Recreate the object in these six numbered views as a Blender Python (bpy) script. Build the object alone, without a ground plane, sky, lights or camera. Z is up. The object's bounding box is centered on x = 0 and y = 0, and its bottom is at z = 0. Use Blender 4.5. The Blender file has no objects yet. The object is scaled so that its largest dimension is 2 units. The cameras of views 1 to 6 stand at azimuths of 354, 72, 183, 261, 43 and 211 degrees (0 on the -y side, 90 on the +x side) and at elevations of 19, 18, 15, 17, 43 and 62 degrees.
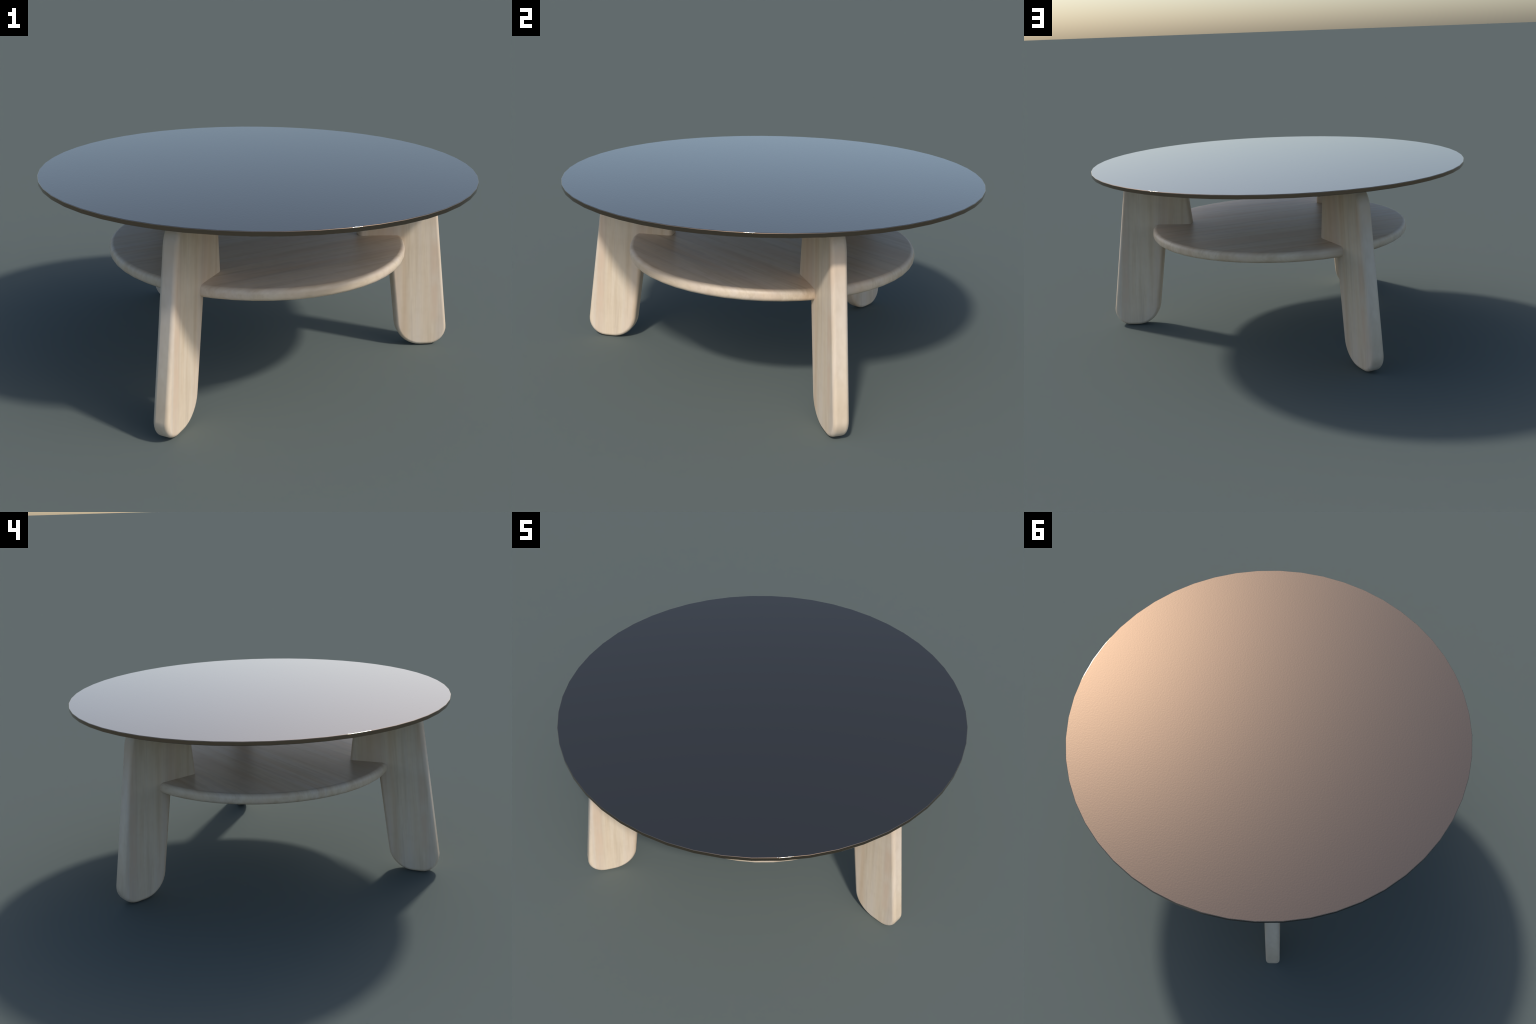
"""Round three-legged coffee table: dark satin top, pale wood legs and lower shelf."""
import bpy, bmesh, math
from mathutils import Vector

# ------------------------------------------------------------------ sizes (m)
TOP_R, TOP_Z0, TOP_Z1, TOP_BEVEL, TOP_SIDES = 1.0, 0.9124, 0.9326, 0.0028, 52
SHELF_R, SHELF_Z0, SHELF_Z1, SHELF_ROUND, SHELF_SIDES = 0.7005, 0.5362, 0.5907, 0.022, 52
LEG_HALF, LEG_ROUND, LEG_SIDE_SHIFT = 0.0362, 0.018, 0.0173
LEG_GROUP_Y = -0.0148
OUT0, OUT_SLOPE = 0.9802, -0.1528      # outer edge line   r = OUT0 + slope * z
INN0, INN_SLOPE = 0.7212, -0.1484      # inner edge line, below the shelf
LIP0, LIP_SLOPE = 0.4318, 0.0952       # inner edge line, above the shelf
LEG_TOP = TOP_Z0 + 0.0015
LIP_Z = SHELF_Z1 - 0.0135    # let into the shelf, so the rounding does not gape


# ------------------------------------------------------------------ materials
class Nodes:
    def __init__(self, name):
        self.mat = bpy.data.materials.new(name)
        self.mat.use_nodes = True
        self.t = self.mat.node_tree
        self.t.nodes.clear()
        self.out = self.add('ShaderNodeOutputMaterial')
        self.bsdf = self.add('ShaderNodeBsdfPrincipled')
        self.link(self.bsdf.outputs[0], self.out.inputs[0])

    def add(self, kind, **props):
        n = self.t.nodes.new(kind)
        for k, v in props.items():
            setattr(n, k, v)
        return n

    def link(self, a, b):
        self.t.links.new(a, b)

    def noise(self, vec, scale, detail, rough=0.5, distort=0.0):
        n = self.add('ShaderNodeTexNoise')
        n.inputs['Scale'].default_value = scale
        n.inputs['Detail'].default_value = detail
        n.inputs['Roughness'].default_value = rough
        n.inputs['Distortion'].default_value = distort
        self.link(vec, n.inputs['Vector'])
        return n.outputs[0]

    def ramp(self, fac, stops):
        r = self.add('ShaderNodeValToRGB')
        e = r.color_ramp.elements
        e[0].position, e[0].color = stops[0][0], (*stops[0][1], 1)
        e[1].position, e[1].color = stops[-1][0], (*stops[-1][1], 1)
        for pos, col in stops[1:-1]:
            n = e.new(pos)
            n.color = (*col, 1)
        self.link(fac, r.inputs[0])
        return r.outputs[0]

    def mix(self, fac, a, b, mode='MIX'):
        m = self.add('ShaderNodeMix', data_type='RGBA', blend_type=mode)
        for sock, v in ((m.inputs[0], fac), (m.inputs[6], a), (m.inputs[7], b)):
            if hasattr(v, 'is_output'):
                self.link(v, sock)
            elif isinstance(v, (int, float)):
                sock.default_value = v
            else:
                sock.default_value = (*v, 1)
        return m.outputs[2]


def wood_material(name, turn, stretch, offset, tone, contrast, streak_at=None):
    """Pale, soft grained timber; the grain runs along the compressed axis."""
    n = Nodes(name)
    co = n.add('ShaderNodeTexCoord').outputs['Object']

    def mapped(scale, shift=(0, 0, 0)):
        r = n.add('ShaderNodeMapping')
        r.inputs['Rotation'].default_value = turn
        n.link(co, r.inputs['Vector'])
        m = n.add('ShaderNodeMapping')
        m.inputs['Scale'].default_value = scale
        m.inputs['Location'].default_value = tuple(a + b for a, b in zip(offset, shift))
        n.link(r.outputs[0], m.inputs['Vector'])
        return m.outputs[0]

    broad = n.noise(mapped(tuple(12.0 * s for s in stretch)), 1.0, 2.0, 0.5, 0.25)
    fine = n.noise(mapped(tuple(34.0 * s for s in stretch), (3.1, 7.7, 1.3)), 1.0, 3.0, 0.6, 0.15)
    hair = n.noise(mapped(tuple(150.0 * s for s in stretch), (9.0, 2.0, 5.0)), 1.0, 2.0, 0.6)
    blush = n.noise(mapped(tuple(7.0 * s for s in stretch), (1.7, 4.2, 8.8)), 1.0, 1.0)
    base = n.ramp(broad, [(0.30, tone['tan']), (0.48, tone['cream']), (0.62, tone['grey']), (0.75, tone['tan'])])
    streak = n.ramp(fine, [(0.30, (0.83, 0.79, 0.73)), (0.55, (1, 1, 1)), (0.75, (0.94, 0.93, 0.92))])
    col = n.mix(contrast, base, streak, 'MULTIPLY')
    hairs = n.ramp(hair, [(0.28, (0.86, 0.83, 0.79)), (0.5, (1, 1, 1))])
    col = n.mix(0.45 * contrast, col, hairs, 'MULTIPLY')
    pink = n.ramp(blush, [(0.50, (0, 0, 0)), (0.66, (1, 1, 1))])
    half = n.add('ShaderNodeMath', operation='MULTIPLY')
    n.link(pink, half.inputs[0])
    half.inputs[1].default_value = 0.6
    col = n.mix(half.outputs[0], col, tone['pink'])
    # soft round clouds, as end grain and slow growth show
    cloud = n.noise(co, 26.0, 2.0, 0.55)
    col = n.mix(0.5 * contrast, col, n.ramp(cloud, [(0.32, (0.93, 0.91, 0.88)), (0.55, (1, 1, 1)), (0.72, (1.0, 0.975, 0.95))]),
                'MULTIPLY')
    if streak_at is not None:
        # one broad rosy growth band that runs with the grain near the outer edge
        r = n.add('ShaderNodeMapping')
        r.inputs['Rotation'].default_value = turn
        n.link(co, r.inputs['Vector'])
        x = n.add('ShaderNodeSeparateXYZ')
        n.link(r.outputs[0], x.inputs[0])
        away = n.add('ShaderNodeMath', operation='SUBTRACT')
        n.link(x.outputs[0], away.inputs[0])
        away.inputs[1].default_value = streak_at
        dist = n.add('ShaderNodeMath', operation='ABSOLUTE')
        n.link(away.outputs[0], dist.inputs[0])
        band = n.ramp(dist.outputs[0], [(0.0, (1, 1, 1)), (0.012, (0.8, 0.8, 0.8)), (0.026, (0, 0, 0))])
        patch = n.ramp(n.noise(co, 5.0, 2.0), [(0.38, (0, 0, 0)), (0.6, (1, 1, 1))])
        both = n.add('ShaderNodeMath', operation='MULTIPLY')
        n.link(band, both.inputs[0])
        n.link(patch, both.inputs[1])
        soft = n.add('ShaderNodeMath', operation='MULTIPLY')
        n.link(both.outputs[0], soft.inputs[0])
        soft.inputs[1].default_value = 0.65
        col = n.mix(soft.outputs[0], col, tone['pink'])
    n.link(col, n.bsdf.inputs['Base Color'])
    n.bsdf.inputs['Roughness'].default_value = tone['rough']
    n.bsdf.inputs['Specular IOR Level'].default_value = 0.5
    bump = n.add('ShaderNodeBump')
    bump.inputs['Strength'].default_value = 0.04
    bump.inputs['Distance'].default_value = 0.002
    n.link(fine, bump.inputs['Height'])
    n.link(bump.outputs[0], n.bsdf.inputs['Normal'])
    return n.mat


def lacquer_material():
    """Dark bronze-toned mirror lacquer with a barely visible orange-peel skin."""
    n = Nodes('dark_bronze_lacquer')
    co = n.add('ShaderNodeTexCoord').outputs['Object']
    grain = n.noise(co, 120.0, 1.0, 0.5)
    n.bsdf.inputs['Base Color'].default_value = (0.298, 0.223, 0.164, 1)
    n.bsdf.inputs['Metallic'].default_value = 1.0
    n.bsdf.inputs['Roughness'].default_value = 0.03
    bump = n.add('ShaderNodeBump')
    bump.inputs['Strength'].default_value = 0.11
    bump.inputs['Distance'].default_value = 0.001
    n.link(grain, bump.inputs['Height'])
    n.link(bump.outputs[0], n.bsdf.inputs['Normal'])
    return n.mat


PALE = dict(cream=(0.725, 0.605, 0.462), tan=(0.660, 0.510, 0.350), grey=(0.700, 0.595, 0.485),
            pink=(0.665, 0.490, 0.350), rough=0.45)
WARM = dict(cream=(0.735, 0.605, 0.455), tan=(0.690, 0.530, 0.375), grey=(0.720, 0.600, 0.480),
            pink=(0.705, 0.540, 0.395), rough=0.45)
lean = math.atan(-OUT_SLOPE)
leg_wood = wood_material('pale_leg_wood', (0, 0.5 * lean, 0), (1.0, 0.22, 0.05), (0.37, 0.2, 0.9), PALE, 0.72, streak_at=0.905)
shelf_wood = wood_material('pale_shelf_wood', (0, 0, math.radians(-24)), (0.05, 1.0, 0.45), (2.3, 1.1, 0.4),
                           WARM, 0.85)
lacquer = lacquer_material()


# ------------------------------------------------------------------ meshes
def make_object(name, mesh, material, parent, flat_angle):
    mesh.materials.append(material)
    for p in mesh.polygons:
        p.use_smooth = True
    mesh.set_sharp_from_angle(angle=math.radians(flat_angle))
    ob = bpy.data.objects.new(name, mesh)
    bpy.context.scene.collection.objects.link(ob)
    ob.parent = parent
    return ob


def turned_disc(name, sections, sides):
    """Closed disc from (radius, z) sections, bottom to top, with n-gon caps."""
    bm = bmesh.new()
    rings = []
    for r, z in sections:
        rings.append([bm.verts.new((r * math.cos(2 * math.pi * i / sides),
                                    r * math.sin(2 * math.pi * i / sides), z)) for i in range(sides)])
    for a, b in zip(rings, rings[1:]):
        for i in range(sides):
            j = (i + 1) % sides
            bm.faces.new((a[i], a[j], b[j], b[i]))
    bm.faces.new(list(reversed(rings[0])))
    bm.faces.new(rings[-1])
    bmesh.ops.recalc_face_normals(bm, faces=bm.faces)
    me = bpy.data.meshes.new(name)
    bm.to_mesh(me)
    bm.free()
    return me


def quarter(cx, cz, rad, a0, a1, steps):
    return [(cx + rad * math.cos(math.radians(a0 + (a1 - a0) * i / steps)),
             cz + rad * math.sin(math.radians(a0 + (a1 - a0) * i / steps))) for i in range(steps + 1)]


def rounded_corner(prev, corner, nxt, radius, steps):
    p, c, q = Vector(prev), Vector(corner), Vector(nxt)
    u, v = (p - c).normalized(), (q - c).normalized()
    half = u.angle(v) / 2
    reach = radius / math.tan(half)
    centre = c + (u + v).normalized() * (radius / math.sin(half))
    a, b = c + u * reach - centre, c + v * reach - centre
    turn = a.angle_signed(b)          # clockwise positive
    pts = []
    for i in range(steps + 1):
        t = -turn * i / steps
        pts.append(centre + Vector((a.x * math.cos(t) - a.y * math.sin(t), a.x * math.sin(t) + a.y * math.cos(t))))
    return pts


def leg_profile():
    out = lambda z: OUT0 + OUT_SLOPE * z
    inn = lambda z: INN0 + INN_SLOPE * z
    lip = lambda z: LIP0 + LIP_SLOPE * z
    foot_in, foot_out = Vector((inn(0), 0)), Vector((out(0), 0))
    head_out, head_in = Vector((out(LEG_TOP), LEG_TOP)), Vector((lip(LEG_TOP), LEG_TOP))
    lip_in, notch = Vector((lip(LIP_Z), LIP_Z)), Vector((inn(LIP_Z), LIP_Z))
    pts = []
    pts += rounded_corner(notch, foot_in, foot_out, 0.136, 9)
    pts += rounded_corner(foot_in, foot_out, head_out, 0.088, 9)
    pts += rounded_corner(foot_out, head_out, head_in, 0.128, 9)
    pts += rounded_corner(head_out, head_in, lip_in, 0.130, 8)
    pts += rounded_corner(head_in, lip_in, notch, 0.020, 5)
    pts += [notch]
    return pts


def inset(pts, d):
    """Move every corner of a counter-clockwise outline inwards by d."""
    res = []
    n = len(pts)
    for i in range(n):
        a, b, c = pts[i - 1], pts[i], pts[(i + 1) % n]
        e0, e1 = (b - a).normalized(), (c - b).normalized()
        n0, n1 = Vector((-e0.y, e0.x)), Vector((-e1.y, e1.x))
        m = n0 + n1
        res.append(b + m * (d / max(0.3, 1 + n0.dot(n1))))
    return res


def leg_mesh():
    """The leg outline swept through its thickness with rounded long edges."""
    prof = leg_profile()
    area = sum(prof[i - 1].x * p.y - p.x * prof[i - 1].y for i, p in enumerate(prof))
    if area < 0:
        prof.reverse()
    steps = 4
    layers = []
    for side in (-1, 1):
        arc = range(steps + 1) if side < 0 else range(steps, -1, -1)
        for i in arc:
            a = math.radians(90 * i / steps)
            layers.append((LEG_ROUND * (1 - math.sin(a)), side * (LEG_HALF - LEG_ROUND + LEG_ROUND * math.cos(a))))
    bm = bmesh.new()
    rings = []
    for d, y in layers:
        rings.append([bm.verts.new((p.x, y + LEG_SIDE_SHIFT, p.y)) for p in (inset(prof, d) if d > 1e-6 else prof)])
    n = len(prof)
    for a, b in zip(rings, rings[1:]):
        for i in range(n):
            j = (i + 1) % n
            bm.faces.new((a[i], a[j], b[j], b[i]))
    bm.faces.new(list(reversed(rings[0])))
    bm.faces.new(rings[-1])
    bmesh.ops.recalc_face_normals(bm, faces=bm.faces)
    me = bpy.data.meshes.new('leg')
    bm.to_mesh(me)
    bm.free()
    return me


# ------------------------------------------------------------------ build
table = bpy.data.objects.new('coffee_table', None)
bpy.context.scene.collection.objects.link(table)
table['label'] = 'round low table with dark satin top, three slab wooden legs and round shelf'
table['category'] = 'coffee table'

b = TOP_BEVEL
c45 = b * (1 - math.sqrt(0.5))
top = make_object('tabletop', turned_disc('tabletop', [
    (TOP_R - b, TOP_Z0), (TOP_R - c45, TOP_Z0 + c45), (TOP_R, TOP_Z0 + b),
    (TOP_R, TOP_Z1 - b), (TOP_R - c45, TOP_Z1 - c45), (TOP_R - b, TOP_Z1)], TOP_SIDES),
    lacquer, table, 60)

shelf_sections = quarter(SHELF_R - SHELF_ROUND, SHELF_Z0 + SHELF_ROUND, SHELF_ROUND, -90, 0, 4) + \
    quarter(SHELF_R - SHELF_ROUND, SHELF_Z1 - SHELF_ROUND, SHELF_ROUND, 0, 90, 4)
shelf = make_object('shelf', turned_disc('shelf', shelf_sections, SHELF_SIDES), shelf_wood, table, 60)

leg = make_object('leg', leg_mesh(), leg_wood, table, 60)
legs = [leg] + [leg.copy() for _ in range(2)]
for i, ob in enumerate(legs):
    if i:
        bpy.context.scene.collection.objects.link(ob)
    ob.location = (0, LEG_GROUP_Y, 0)
    ob.rotation_euler = (0, 0, math.radians(120 * i))

for ob in [top, shelf] + legs:
    m = ob.modifiers.new('even_shading', 'WEIGHTED_NORMAL')
    m.keep_sharp = True
    m.weight = 60
